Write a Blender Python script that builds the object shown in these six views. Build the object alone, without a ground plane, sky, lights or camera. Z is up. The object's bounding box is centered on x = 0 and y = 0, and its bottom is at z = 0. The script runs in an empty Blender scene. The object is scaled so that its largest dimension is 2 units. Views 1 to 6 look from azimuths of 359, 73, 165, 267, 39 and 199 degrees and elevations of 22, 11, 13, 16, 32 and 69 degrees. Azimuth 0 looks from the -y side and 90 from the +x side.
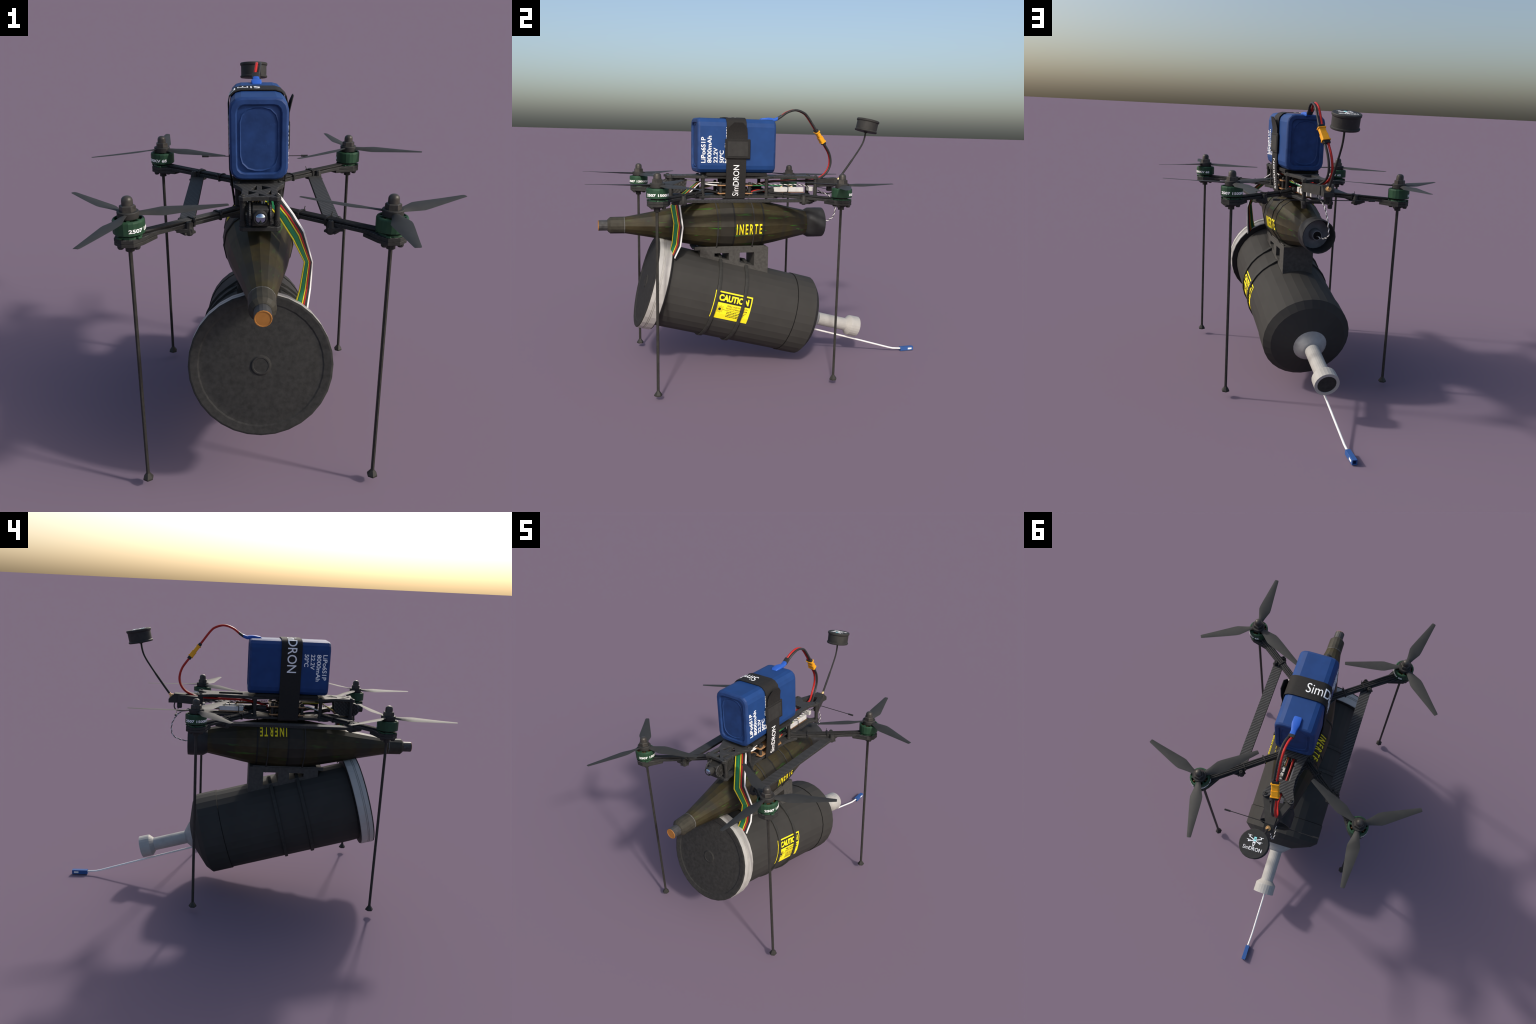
# Quadcopter carrying a marked training shell and a drum canister, built part by part.
import bpy, bmesh, math, random
from mathutils import Vector, Matrix
random.seed(7)
X0 = -0.0137                      # the symmetry plane of the whole craft
pi = math.pi

# ------------------------------------------------------------------ materials
def new_mat(name):
    m = bpy.data.materials.new(name); m.use_nodes = True
    nt = m.node_tree; nt.nodes.clear()
    out = nt.nodes.new("ShaderNodeOutputMaterial"); b = nt.nodes.new("ShaderNodeBsdfPrincipled")
    nt.links.new(b.outputs[0], out.inputs[0])
    return m, nt, b

def coords(nt, scale=(1, 1, 1), rot=(0, 0, 0)):
    tc = nt.nodes.new("ShaderNodeTexCoord"); mp = nt.nodes.new("ShaderNodeMapping")
    mp.inputs["Scale"].default_value = scale; mp.inputs["Rotation"].default_value = rot
    nt.links.new(tc.outputs["Object"], mp.inputs[0]); return mp.outputs[0]

def noise(nt, vec, scale, detail=3, rough=0.55):
    n = nt.nodes.new("ShaderNodeTexNoise"); n.inputs["Scale"].default_value = scale
    n.inputs["Detail"].default_value = detail; n.inputs["Roughness"].default_value = rough
    nt.links.new(vec, n.inputs["Vector"]); return n.outputs["Fac"]

def ramp(nt, fac, stops):
    r = nt.nodes.new("ShaderNodeValToRGB"); e = r.color_ramp.elements
    while len(e) < len(stops): e.new(0.5)
    for k, (p, c) in zip(e, stops):
        k.position = p; k.color = (c, c, c, 1) if not isinstance(c, tuple) else (*c, 1)
    nt.links.new(fac, r.inputs[0]); return r.outputs[0]

def mix(nt, fac, a, b, mode="MIX"):
    n = nt.nodes.new("ShaderNodeMix"); n.data_type = "RGBA"; n.blend_type = mode
    for sock, v in ((n.inputs[0], fac), (n.inputs[6], a), (n.inputs[7], b)):
        if isinstance(v, (int, float)): sock.default_value = v
        elif isinstance(v, tuple): sock.default_value = (*v, 1)
        else: nt.links.new(v, sock)
    return n.outputs[2]

def math_n(nt, op, a, b=None):
    n = nt.nodes.new("ShaderNodeMath"); n.operation = op
    for sock, v in ((n.inputs[0], a), (n.inputs[1], b)):
        if v is None: continue
        if isinstance(v, (int, float)): sock.default_value = v
        else: nt.links.new(v, sock)
    return n.outputs[0]

def bump(nt, b, h, strength=0.3, dist=0.002):
    n = nt.nodes.new("ShaderNodeBump"); n.inputs["Strength"].default_value = strength
    n.inputs["Distance"].default_value = dist
    nt.links.new(h, n.inputs["Height"]); nt.links.new(n.outputs[0], b.inputs["Normal"])

def plain(name, col, rough=0.6, metal=0.0, var=0.18, scale=60, grain=0.15, spec=0.2, speck=0.0):
    m, nt, b = new_mat(name)
    v = coords(nt)
    lo = tuple(c * (1 - var) for c in col); hi = tuple(min(1, c * (1 + var)) for c in col)
    c = ramp(nt, noise(nt, v, scale, 4), [(0.3, lo), (0.7, hi)])
    if speck:      # small pale scuffs and dust
        f = ramp(nt, noise(nt, v, scale * 4, 2, .7), [(0.66, 0.0), (0.8, speck)])
        c = mix(nt, f, c, tuple(min(1, k * 2.2 + .05) for k in col))
    nt.links.new(c, b.inputs["Base Color"])
    b.inputs["Roughness"].default_value = rough; b.inputs["Metallic"].default_value = metal
    b.inputs["Specular IOR Level"].default_value = spec
    if grain: bump(nt, b, noise(nt, v, scale * 6, 2), grain, 0.001)
    return m

def carbon(name, axes=(0, 1), pitch=0.0048, angle=0.0, dark=(.024, .024, .024), light=(.105, .105, .104)):
    """2/2 twill: diagonal rows of short light dashes on a dark ground."""
    m, nt, b = new_mat(name)
    v = coords(nt, rot=(0, 0, angle))
    sp = nt.nodes.new("ShaderNodeSeparateXYZ"); nt.links.new(v, sp.inputs[0])
    u = math_n(nt, "MULTIPLY", sp.outputs[axes[0]], 1 / pitch); w = math_n(nt, "MULTIPLY", sp.outputs[axes[1]], 1 / pitch)
    fu = math_n(nt, "FLOOR", u); fw = math_n(nt, "FLOOR", w)
    d = math_n(nt, "FLOORED_MODULO", math_n(nt, "SUBTRACT", fu, fw), 4)
    over = math_n(nt, "LESS_THAN", d, 1.5)
    tu = math_n(nt, "ABSOLUTE", math_n(nt, "SUBTRACT", math_n(nt, "FRACT", u), 0.5))
    tri = math_n(nt, "ABSOLUTE", math_n(nt, "SUBTRACT", math_n(nt, "FRACT", w), 0.5))
    core = ramp(nt, tri, [(0.12, 1.0), (0.4, 0.25)])
    f = math_n(nt, "MULTIPLY", math_n(nt, "MULTIPLY", over, core), ramp(nt, tu, [(0.2, 1.0), (0.5, 0.55)]))
    f = math_n(nt, "MULTIPLY", f, ramp(nt, noise(nt, v, 40, 3), [(0.3, .55), (0.7, 1.0)]))
    nt.links.new(mix(nt, f, dark, light), b.inputs["Base Color"])
    b.inputs["Roughness"].default_value = 0.6; b.inputs["Specular IOR Level"].default_value = .22
    return m

M = {}
M["carbon"] = carbon("carbon_twill")
M["carbon_v"] = carbon("carbon_twill_upright", axes=(1, 2), pitch=0.005)
M["edge"] = plain("carbon_cut_edge", (.030, .030, .029), .7, 0, .2, 120, .2)
M["black"] = plain("black_nylon", (.031, .0305, .0290), .6, speck=.35, scale=45)
M["black_s"] = plain("black_sheath", (.022, .022, .022), .5, scale=70)
M["rod"] = plain("black_carbon_rod", (.032, .031, .028), .5, speck=.5, scale=40)
M["steel"] = plain("burnished_steel", (.060, .056, .051), .42, .4, .3, 60, .1, speck=.6)
M["blade"] = plain("grey_propeller_plastic", (.034, .0345, .0337), .6, 0, .1, 25, .06, speck=.25)
M["green"] = plain("green_anodised", (.024, .066, .036), .5, .1, .15, 40, .05)
M["copper"] = plain("copper_winding", (.22, .12, .055), .45, .6, .4, 220, .3)
M["battery"] = plain("blue_shrink_wrap", (.0125, .048, .170), .55, 0, .09, 18, .12, speck=.10)
M["battery_end"] = plain("blue_shrink_wrap_end", (.0175, .048, .158), .55, 0, .18, 26, .2, speck=.25)
M["sleeve"] = plain("blue_sleeve", (.028, .105, .46), .42, 0, .06, 30, .05)
M["strap"] = plain("woven_black_strap", (.0185, .0178, .0170), .75, 0, .15, 140, .5)
M["white"] = plain("white_print", (.92, .92, .92), .5, 0, .01, 20, 0)
M["ring"] = plain("white_plastic_ring", (.42, .41, .39), .42, 0, .07, 14, .05)
M["pipe"] = plain("pale_grey_plastic", (.385, .375, .355), .45, 0, .08, 20, .04)
M["collar"] = plain("grey_collar", (.30, .30, .295), .5, 0, .2, 16, .1)
M["drum"] = plain("black_drum_plastic", (.0420, .0408, .0385), .7, 0, .07, 9, .06, spec=.1)
M["drum_face"] = plain("black_drum_lid", (.034, .0335, .0325), .75, 0, .22, 55, .25, speck=.12, spec=.1)
M["tape"] = plain("black_rubber_band", (.034, .034, .032), .7, 0, .15, 60, .3)
M["bracket"] = plain("printed_bracket", (.058, .0565, .053), .7, 0, .2, 70, .4, speck=.2)
M["brown"] = plain("orange_brown_cap", (.34, .145, .035), .55, 0, .1, 30, .1)
M["gun"] = plain("gunmetal", (.060, .060, .060), .5, .2, .3, 40, .08)
M["sleeve_olive"] = plain("dark_olive_sleeve", (.040, .037, .028), .6, 0, .25, 30, .1)
M["band"] = plain("grey_olive_band", (.0285, .0262, .0205), .55, 0, .2, 14, .1)
M["seam"] = plain("worn_seam", (.11, .11, .105), .6, 0, .6, 50, .1)
M["cup"] = plain("dark_blue_grey_cup", (.0310, .0315, .0325), .55, 0, .2, 22, .1)
M["cup_floor"] = plain("grey_cup_floor", (.215, .222, .236), .5, 0, .2, 22, .1)  # base colour lightened and cooled to give the recess its skylit brightness
M["yellow"] = plain("yellow_paint", (.92, .76, .02), .55, 0, .03, 40, 0)
M["yellow_w"] = plain("yellow_wire", (.62, .54, .03), .5, 0, .05, 40, 0)
M["red"] = plain("red_wire", (.42, .022, .018), .42, 0, .06, 40, .03)
M["wgreen"] = plain("green_wire", (.018, .17, .07), .45, 0, .08, 40, .03)
M["wblack"] = plain("black_wire", (.030, .030, .030), .45, 0, .1, 40, .05)
M["wwhite"] = plain("white_wire", (.80, .79, .77), .45, 0, .03, 40, 0)
M["orange"] = plain("amber_connector", (.82, .37, .018), .42, 0, .08, 40, .04)
M["pcb"] = plain("tan_circuit_board", (.36, .20, .095), .5, 0, .1, 80, .1)
M["chip"] = plain("dark_components", (.03, .03, .032), .45, 0, .4, 240, .3, speck=.8)
M["cream"] = plain("cream_part", (.62, .50, .30), .5, 0, .2, 80, 0)
M["silver"] = plain("pale_shield_can", (.58, .575, .56), .45, .1, .1, 40, .08)
M["gold"] = plain("brass_plug", (.68, .42, .18), .38, .55, .12, 90, .05)
M["plug"] = plain("blue_plug", (.030, .088, .27), .5, 0, .05, 30, .03)
M["void"] = plain("dark_opening", (.004, .004, .004), .8, 0, .1, 20, 0)
M["cyan"] = plain("cyan_print", (.35, .86, .88), .5, 0, .02, 20, 0)
M["print_black"] = plain("black_print", (.016, .016, .016), .6, 0, .05, 30, 0)

def olive_shell():
    m, nt, b = new_mat("olive_shell_paint")
    v = coords(nt)
    base = ramp(nt, noise(nt, v, 9, 5, .6), [(0.32, (.0310, .0250, .0115)), (0.55, (.0430, .0350, .0170)), (0.75, (.0480, .0410, .0215))])
    fine = ramp(nt, noise(nt, coords(nt, (1, .25, 1)), 90, 4, .6), [(0.35, .82), (0.7, 1.1)])
    c = mix(nt, 1.0, base, fine, "MULTIPLY")
    # green scrapes: long thin streaks plus a few flecks
    sp = nt.nodes.new("ShaderNodeSeparateXYZ"); nt.links.new(v, sp.inputs[0])
    side = ramp(nt, math_n(nt, "SUBTRACT", sp.outputs[0], X0), [(0.05, 0.25), (0.09, 1.0)])
    s1 = ramp(nt, noise(nt, coords(nt, (7, 1.3, 20), (.30, 0, 0)), 3.0, 3, .5), [(0.650, 0.0), (0.690, 1.0)])
    s2 = ramp(nt, noise(nt, coords(nt, (12, 2.6, 28), (-.28, 0, .1)), 4.2, 2, .5), [(0.67, 0.0), (0.72, .8)])
    low = ramp(nt, sp.outputs[2], [(.80, 1.0), (.90, .30)])
    f = math_n(nt, "MULTIPLY", math_n(nt, "MULTIPLY", math_n(nt, "MAXIMUM", s1, s2), side), low)
    haze = ramp(nt, noise(nt, coords(nt, (1, .6, 1)), 14, 4, .6), [(0.55, 0.0), (0.78, .30)])
    c = mix(nt, haze, c, (.055, .075, .018))
    smudge = ramp(nt, noise(nt, coords(nt, (1, 1.6, .8)), 6, 2), [(0.50, 0.0), (0.60, .75)])
    c = mix(nt, smudge, c, (.026, .0245, .020))
    c = mix(nt, f, c, (.045, .24, .022))
    nt.links.new(c, b.inputs["Base Color"]); b.inputs["Roughness"].default_value = .5
    b.inputs["Specular IOR Level"].default_value = .18
    bump(nt, b, noise(nt, v, 160, 3), .1, .001)
    return m
M["olive"] = olive_shell()

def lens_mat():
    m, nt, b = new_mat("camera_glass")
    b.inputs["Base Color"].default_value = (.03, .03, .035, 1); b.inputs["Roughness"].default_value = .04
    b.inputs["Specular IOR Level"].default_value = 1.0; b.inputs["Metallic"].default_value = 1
    c = ramp(nt, noise(nt, coords(nt), 20, 1), [(.4, (.34, .42, .52)), (.6, (.38, .46, .56))])  # glass given a blue-grey metal tint to set the sky reflection's brightness
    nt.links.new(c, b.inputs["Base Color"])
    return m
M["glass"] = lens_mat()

# ------------------------------------------------------------------ object helpers
ROOT = bpy.data.objects.new("quadcopter_drone", None)
bpy.context.scene.collection.objects.link(ROOT)
ROOT["label"] = "dark quadcopter with blue battery, olive shell and black drum"
ROOT["category"] = "drone"
ROOT.empty_display_size = .2

ORDER = {}
def put(name, mesh, mat, parent=None):
    o = bpy.data.objects.new(name, mesh); ORDER[o] = len(ORDER)
    bpy.context.scene.collection.objects.link(o)
    o.parent = parent or ROOT
    if mat is not None and not mesh.materials: mesh.materials.append(mat)
    return o

def part(name, parent=None):
    """an empty that carries the pieces of one part"""
    o = bpy.data.objects.new(name, None); bpy.context.scene.collection.objects.link(o)
    o.parent = parent or ROOT; o.empty_display_size = .05
    return o

def finish(bm, smooth=False, angle=None):
    bmesh.ops.remove_doubles(bm, verts=bm.verts, dist=1e-6)
    bmesh.ops.recalc_face_normals(bm, faces=bm.faces)
    for f in bm.faces: f.smooth = smooth or angle is not None
    if angle is not None:
        for e in bm.edges:
            e.smooth = len(e.link_faces) == 2 and e.calc_face_angle(0) < math.radians(angle)
    me = bpy.data.meshes.new("m"); bm.to_mesh(me); bm.free()
    return me

def frame_along(y0, z0, ay, az):
    """matrix whose local z runs along (0,ay,az) from (X0,y0,z0); local x stays world x"""
    a = Vector((0, ay, az)).normalized(); x = Vector((1, 0, 0)); y = a.cross(x)
    return Matrix(((x.x, y.x, a.x, X0), (x.y, y.y, a.y, y0), (x.z, y.z, a.z, z0), (0, 0, 0, 1)))

def frame_dir(p, d):
    d = Vector(d).normalized(); q = d.to_track_quat("Z", "Y").to_matrix().to_4x4()
    return Matrix.Translation(p) @ q

def lathe(profile, segs, mat4=None, phase=0.0, angle=None, smooth=False, close=True):
    """revolve (axial, radius) points about local z"""
    bm = bmesh.new(); rings = []
    for s, r in profile:
        if r < 1e-7: rings.append([bm.verts.new((0, 0, s))])
        else: rings.append([bm.verts.new((r * math.cos(phase + 2 * pi * k / segs), r * math.sin(phase + 2 * pi * k / segs), s)) for k in range(segs)])
    for A, B in zip(rings, rings[1:]):
        for k in range(segs):
            q = [A[k % len(A)], A[(k + 1) % len(A)], B[(k + 1) % len(B)], B[k % len(B)]]
            q = list(dict.fromkeys(q))
            if len(q) > 2:
                try: bm.faces.new(q)
                except ValueError: pass
    if close:
        for R in (rings[0], rings[-1]):
            if len(R) > 2:
                try: bm.faces.new(R)
                except ValueError: pass
    if mat4: bm.transform(mat4)
    return finish(bm, smooth, angle)

def box(cx, cy, cz, sx, sy, sz, bev=0.0, rot=None, segs=1):
    bm = bmesh.new(); bmesh.ops.create_cube(bm, size=1)
    bmesh.ops.scale(bm, vec=(sx, sy, sz), verts=bm.verts)
    if bev: bmesh.ops.bevel(bm, geom=list(bm.edges), offset=bev, segments=segs, affect="EDGES")
    if rot is not None: bm.transform(rot)
    bmesh.ops.translate(bm, vec=(cx, cy, cz), verts=bm.verts)
    return finish(bm)

def join_meshes(meshes):
    bm = bmesh.new()
    for me in meshes: bm.from_mesh(me)
    out = bpy.data.meshes.new("m"); bm.to_mesh(out); bm.free()
    for me in meshes: bpy.data.meshes.remove(me)
    return out

def catmull(pts, n=8):
    P = [Vector(p) for p in pts]; P = [P[0] * 2 - P[1]] + P + [P[-1] * 2 - P[-2]]; out = []
    for i in range(1, len(P) - 2):
        a, b, c, d = P[i - 1:i + 3]
        for k in range(n):
            t = k / n
            out.append(.5 * ((2 * b) + (c - a) * t + (2 * a - 5 * b + 4 * c - d) * t * t + (3 * b - a - 3 * c + d) * t ** 3))
    out.append(P[-2]); return out

def sweep(pts, radius, segs=8, smooth=True, section=None, up=None, phase=0.0):
    """tube (or any closed section) along a polyline"""
    P = [Vector(p) for p in pts]; bm = bmesh.new(); rings = []
    t0 = (P[1] - P[0]).normalized(); n = Vector(up) if up else t0.orthogonal()
    for i, p in enumerate(P):
        t = (P[min(i + 1, len(P) - 1)] - P[max(i - 1, 0)]).normalized()
        n = (Vector(up) if up else n); n = (n - t * n.dot(t)).normalized(); b = t.cross(n)
        if section: prof = section
        else:
            r = radius[i] if isinstance(radius, (list, tuple)) else radius
            prof = [(r * math.cos(phase + 2 * pi * k / segs), r * math.sin(phase + 2 * pi * k / segs)) for k in range(segs)]
        rings.append([bm.verts.new(p + n * a + b * c) for a, c in prof])
    m = len(rings[0])
    for A, B in zip(rings, rings[1:]):
        for k in range(m): bm.faces.new((A[k], A[(k + 1) % m], B[(k + 1) % m], B[k]))
    bm.faces.new(rings[0]); bm.faces.new(rings[-1])
    return finish(bm, False, 40 if smooth else None)

def plate(outline, holes, thick, mat4=None, bevel=0.0):
    """flat sheet with holes: filled 2D curve, extruded, centred on local z = 0"""
    cu = bpy.data.curves.new("c", "CURVE"); cu.dimensions = "2D"; cu.fill_mode = "BOTH"
    for loop in [outline] + list(holes):
        s = cu.splines.new("POLY"); s.points.add(len(loop) - 1); s.use_cyclic_u = True
        for pt, (x, y) in zip(s.points, loop): pt.co = (x, y, 0, 1)
    cu.extrude = thick / 2 - bevel; cu.bevel_depth = bevel; cu.bevel_resolution = 0; cu.offset = -bevel
    o = bpy.data.objects.new("c", cu); bpy.context.scene.collection.objects.link(o)
    bpy.context.view_layer.update()
    me = bpy.data.meshes.new_from_object(o.evaluated_get(bpy.context.evaluated_depsgraph_get()))
    bpy.data.objects.remove(o); bpy.data.curves.remove(cu)
    bm = bmesh.new(); bm.from_mesh(me); bpy.data.meshes.remove(me)
    if mat4: bm.transform(mat4)
    return finish(bm)

def cut_edge(o, mat):
    """the sawn edge of a sheet shows no weave"""
    o.data.materials.append(mat)
    for p in o.data.polygons:
        if abs(p.normal.z) < .6: p.material_index = 1
    return o

def text_mesh(body, width, height, weight=0.0, depth=0.0008, x_at=0.0, y_at=0.0, spread=1.0):
    """built-in lettering fitted into a width x height box with its lower left at (x_at, y_at)"""
    cu = bpy.data.curves.new("t", "FONT"); cu.body = body; cu.offset = weight; cu.extrude = .02; cu.resolution_u = 4; cu.space_character = spread
    o = bpy.data.objects.new("t", cu); bpy.context.scene.collection.objects.link(o)
    bpy.context.view_layer.update()
    me = bpy.data.meshes.new_from_object(o.evaluated_get(bpy.context.evaluated_depsgraph_get()))
    bpy.data.objects.remove(o); bpy.data.curves.remove(cu); me.materials.clear()
    xs = [v.co.x for v in me.vertices]; ys = [v.co.y for v in me.vertices]
    x0, x1, y0, y1 = min(xs), max(xs), min(ys), max(ys)
    for v in me.vertices:
        v.co = (x_at + (v.co.x - x0) / (x1 - x0) * width, y_at + (v.co.y - y0) / (y1 - y0) * height, depth if v.co.z > 0 else -depth)
    return me

def cut_lines(me, axis, values):
    """slice a flat mesh so that it can bend at the given lines"""
    bm = bmesh.new(); bm.from_mesh(me)
    no = Vector((1, 0, 0)) if axis == 0 else Vector((0, 1, 0))
    for v in values:
        bmesh.ops.bisect_plane(bm, geom=bm.verts[:] + bm.edges[:] + bm.faces[:], plane_co=no * v, plane_no=no, dist=1e-6)
    bm.to_mesh(me); bm.free(); return me

def warp(me, f):
    for v in me.vertices: v.co = f(v.co.x, v.co.y, v.co.z)
    me.update(); return me

def facet_radius(theta, r, segs, phase=0.0):
    d = 2 * pi / segs; t = (theta - phase) % d - d / 2
    return r * math.cos(d / 2) / math.cos(t)

def rrect(hx, hz, r, n=5):
    pts = []
    for cx, cz, a0 in ((hx - r, hz - r, 0), (-hx + r, hz - r, pi / 2), (-hx + r, -hz + r, pi), (hx - r, -hz + r, 1.5 * pi)):
        for k in range(n + 1):
            a = a0 + pi / 2 * k / n; pts.append((cx + r * math.cos(a), cz + r * math.sin(a)))
    return pts

def loft(loops, cap=True, angle=30):
    bm = bmesh.new(); R = [[bm.verts.new(p) for p in L] for L in loops]
    for A, B in zip(R, R[1:]):
        for k in range(len(A)): bm.faces.new((A[k], A[(k + 1) % len(A)], B[(k + 1) % len(B)], B[k]))
    if cap: bm.faces.new(R[0]); bm.faces.new(R[-1])
    return finish(bm, False, angle)

def circle(cx, cy, r, n=12, a0=0.0):
    return [(cx + r * math.cos(a0 + 2 * pi * k / n), cy + r * math.sin(a0 + 2 * pi * k / n)) for k in range(n)]

def screw(r, h, segs=10):
    return lathe([(0, r), (h * .55, r), (h, r * .72), (h, r * .42), (h * .5, r * .36), (h * .5, 0)], segs, angle=35)

def at(o, p, rz=0.0):
    o.matrix_world = Matrix.Translation(p) @ Matrix.Rotation(rz, 4, "Z"); return o

# ------------------------------------------------------------------ shell slung under the frame
SH_Z = .8345; SH_SEG = 16
FS = frame_along(0, SH_Z, 1, 0)          # local z = world y
shell = part("practice_shell")
body_prof = [(-.792, .0445), (-.70, .061), (-.60, .0798), (-.50, .1003), (-.42, .1160), (-.34, .1286), (-.27, .1361), (-.21, .1394),
             (-.15, .1375), (-.09, .1330), (-.045, .1277), (.03, .1138), (.10, .0985), (.17, .0835), (.228, .0715)]
put("shell_body", lathe(body_prof, SH_SEG, FS), M["olive"], shell)
put("paint_band", lathe([(-.292, .1335), (-.2915, .13465), (-.27, .1366), (-.219, .13935), (-.2185, .138)], SH_SEG, FS), M["band"], shell)
put("nose_sleeve", lathe([(-.881, .0295), (-.878, .034), (-.866, .0445), (-.7925, .0455), (-.7925, .030)], SH_SEG, FS), M["sleeve_olive"], shell)
put("nose_ring", lathe([(-.797, .044), (-.795, .0460), (-.7925, .0461), (-.791, .044)], SH_SEG, FS), M["seam"], shell)
put("nose_tip", lathe([(-.926, .0275), (-.926, .0283), (-.876, .0283), (-.876, .0)], SH_SEG, FS), M["gun"], shell)
put("nose_plug", lathe([(-.9272, 0), (-.9272, .0235), (-.9285, .0243), (-.9285, .0268), (-.9264, .0279), (-.92, .0270)], SH_SEG, FS), M["brown"], shell)
put("tail_cup", lathe([(.222, .070), (.228, .0735), (.250, .0852), (.318, .0858), (.334, .0845), (.334, .0805), (.300, .0800), (.255, .0765),
                       (.249, .072), (.249, 0)], 24, FS, angle=28), M["cup"], shell)
put("cup_floor", lathe([(.2500, .0770), (.2520, .0740), (.2530, .040), (.258, .0310), (.266, .0280), (.301, .0240), (.3035, .0228), (.3035, .0212), (.298, .0202)], 24, FS, angle=35, close=False), M["cup_floor"], shell)
put("cup_bore", lathe([(.302, .0205), (.272, .0195), (.270, 0)], 20, FS), M["void"], shell)
for y, r in ((-.2165, .1388), (-.048, .1287)):
    put("seam_ring", lathe([(y - .005, r - .004), (y - .0045, r + .0012), (y + .0045, r + .0008), (y + .005, r - .004)], SH_SEG, FS), M["print_black"], shell)

def shell_r(y):
    for (a, ra), (b, rb) in zip(body_prof, body_prof[1:]):
        if a <= y <= b: return ra + (rb - ra) * (y - a) / (b - a)
    return body_prof[-1][1]

def on_shell(theta_mid):
    def f(u, v, h):       # u along +y (or -y on the far side), v up the girth
        th = theta_mid + v / .132
        r = facet_radius(th, shell_r(u), SH_SEG) + .0012 + h
        return (X0 + r * math.cos(th), u, SH_Z + r * math.sin(th))
    return f

for th in (math.radians(-7), math.radians(141)):
    me = text_mesh("INERTE", .146, .056, .016, .0006, -.206, -.028, 1.45)
    # stencil gaps
    cut_lines(me, 0, [y for y, _ in body_prof]); d = 2 * pi / SH_SEG
    cut_lines(me, 1, [(k * d - th) * .132 for k in range(-2, 11)])
    put("marking_lettering", warp(me, on_shell(th)), M["yellow"], shell)

# thin tie wires around shell and bracket
for y in (-.308, -.106):
    pts = []
    r = shell_r(y) + .0022
    for k in range(0, 13):
        a = math.radians(-45 + 22.5 * k)
        pts.append((X0 + r * math.cos(a), y, SH_Z + r * math.sin(a)))
    pts = [(X0 + .066, y + .004, .676), (X0 + .076, y + .003, .706)] + pts[1:-1] + [(X0 - .076, y + .003, .706), (X0 - .066, y + .004, .676)]
    put("tie_wire", sweep(pts, 0, section=[(-.0036, -.0014), (0, -.0022), (.0036, -.0014), (.0036, .0014), (0, .0022), (-.0036, .0014)], up=(0, 1, 0), smooth=False), M["drum"], shell)

# ------------------------------------------------------------------ drum canister
TILT = math.radians(15.1); AY, AZ = math.cos(TILT), -math.sin(TILT)
# axis passes through the lid centre
CN = Vector((0, math.sin(TILT), math.cos(TILT))); AX = Vector((0, AY, AZ))
C0 = Vector((X0, 0, 0)) + CN * .3275          # s = 0 on the axis
FD = frame_along(C0.y, C0.z, AY, AZ)
drum = part("drum_canister")
DR, DSEG = .2270, 32
put("drum_body", lathe([(-.72, DR - .003), (-.66, DR), (.027, DR), (.028, DR - .01)], DSEG, FD), M["drum"], drum)
put("drum_black_line", lathe([(.024, DR - .003), (.0255, DR + .0012), (.0283, DR + .0035), (.0290, DR - .003)], DSEG, FD), M["void"], drum)
put("drum_end", lathe([(.0285, DR - .008), (.0285, DR + .0042), (.0300, DR + .0042), (.143, DR + .0042), (.173, .197), (.216, .088), (.216, .05)], DSEG, FD), M["drum"], drum)
LR = .2570
put("lid_ring", lathe([(-.716, DR - .01), (-.716, DR + .01), (-.720, LR - .003), (-.7225, LR - .0005), (-.7535, LR), (-.7545, LR - .0040), (-.7575, LR - .0040), (-.7585, LR - .0006), (-.7615, LR - .0006), (-.7625, LR - .0040), (-.7655, LR - .0040), (-.7665, LR), (-.786, LR), (-.789, LR - .004), (-.789, .18)], DSEG, FD), M["ring"], drum)
put("ring_gasket", lathe([(-.7135, DR - .004), (-.7112, DR + .001), (-.7160, LR - .003), (-.7185, LR - .005)], DSEG, FD), M["print_black"], drum)
put("lid", lathe([(-.7885, .2550), (-.7905, .2565), (-.7930, .2540), (-.7945, .249), (-.7930, .224), (-.7905, .2185), (-.7900, .205), (-.7915, .198),
                  (-.7915, .038), (-.7935, .0340), (-.7965, .0320), (-.7970, .0275), (-.7955, .0255), (-.7955, 0)], DSEG, FD, angle=18), M["drum_face"], drum)
put("nozzle_collar", lathe([(.206, .092), (.2135, .0905), (.216, .0875), (.232, .072), (.252, .048), (.262, .036)], 28, FD, angle=40), M["collar"], drum)
put("nozzle", lathe([(.245, .0375), (.448, .0375), (.470, .0605), (.475, .0615), (.5275, .0625), (.5275, .0475), (.515, .0455)], 24, FD, angle=10), M["pipe"], drum)
put("nozzle_insert", lathe([(.5245, .0465), (.519, .0455), (.518, .0440), (.517, .0200), (.46, .0190), (.458, 0)], 24, FD, angle=20), M["drum_face"], drum)
put("nozzle_bore", lathe([(.514, .0199), (.480, .0189), (.4795, 0)], 16, FD), M["void"], drum)
def drum_pt(s, th, r):
    return C0 + AX * s + CN * (r * math.sin(th)) + Vector((1, 0, 0)) * (r * math.cos(th))
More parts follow.
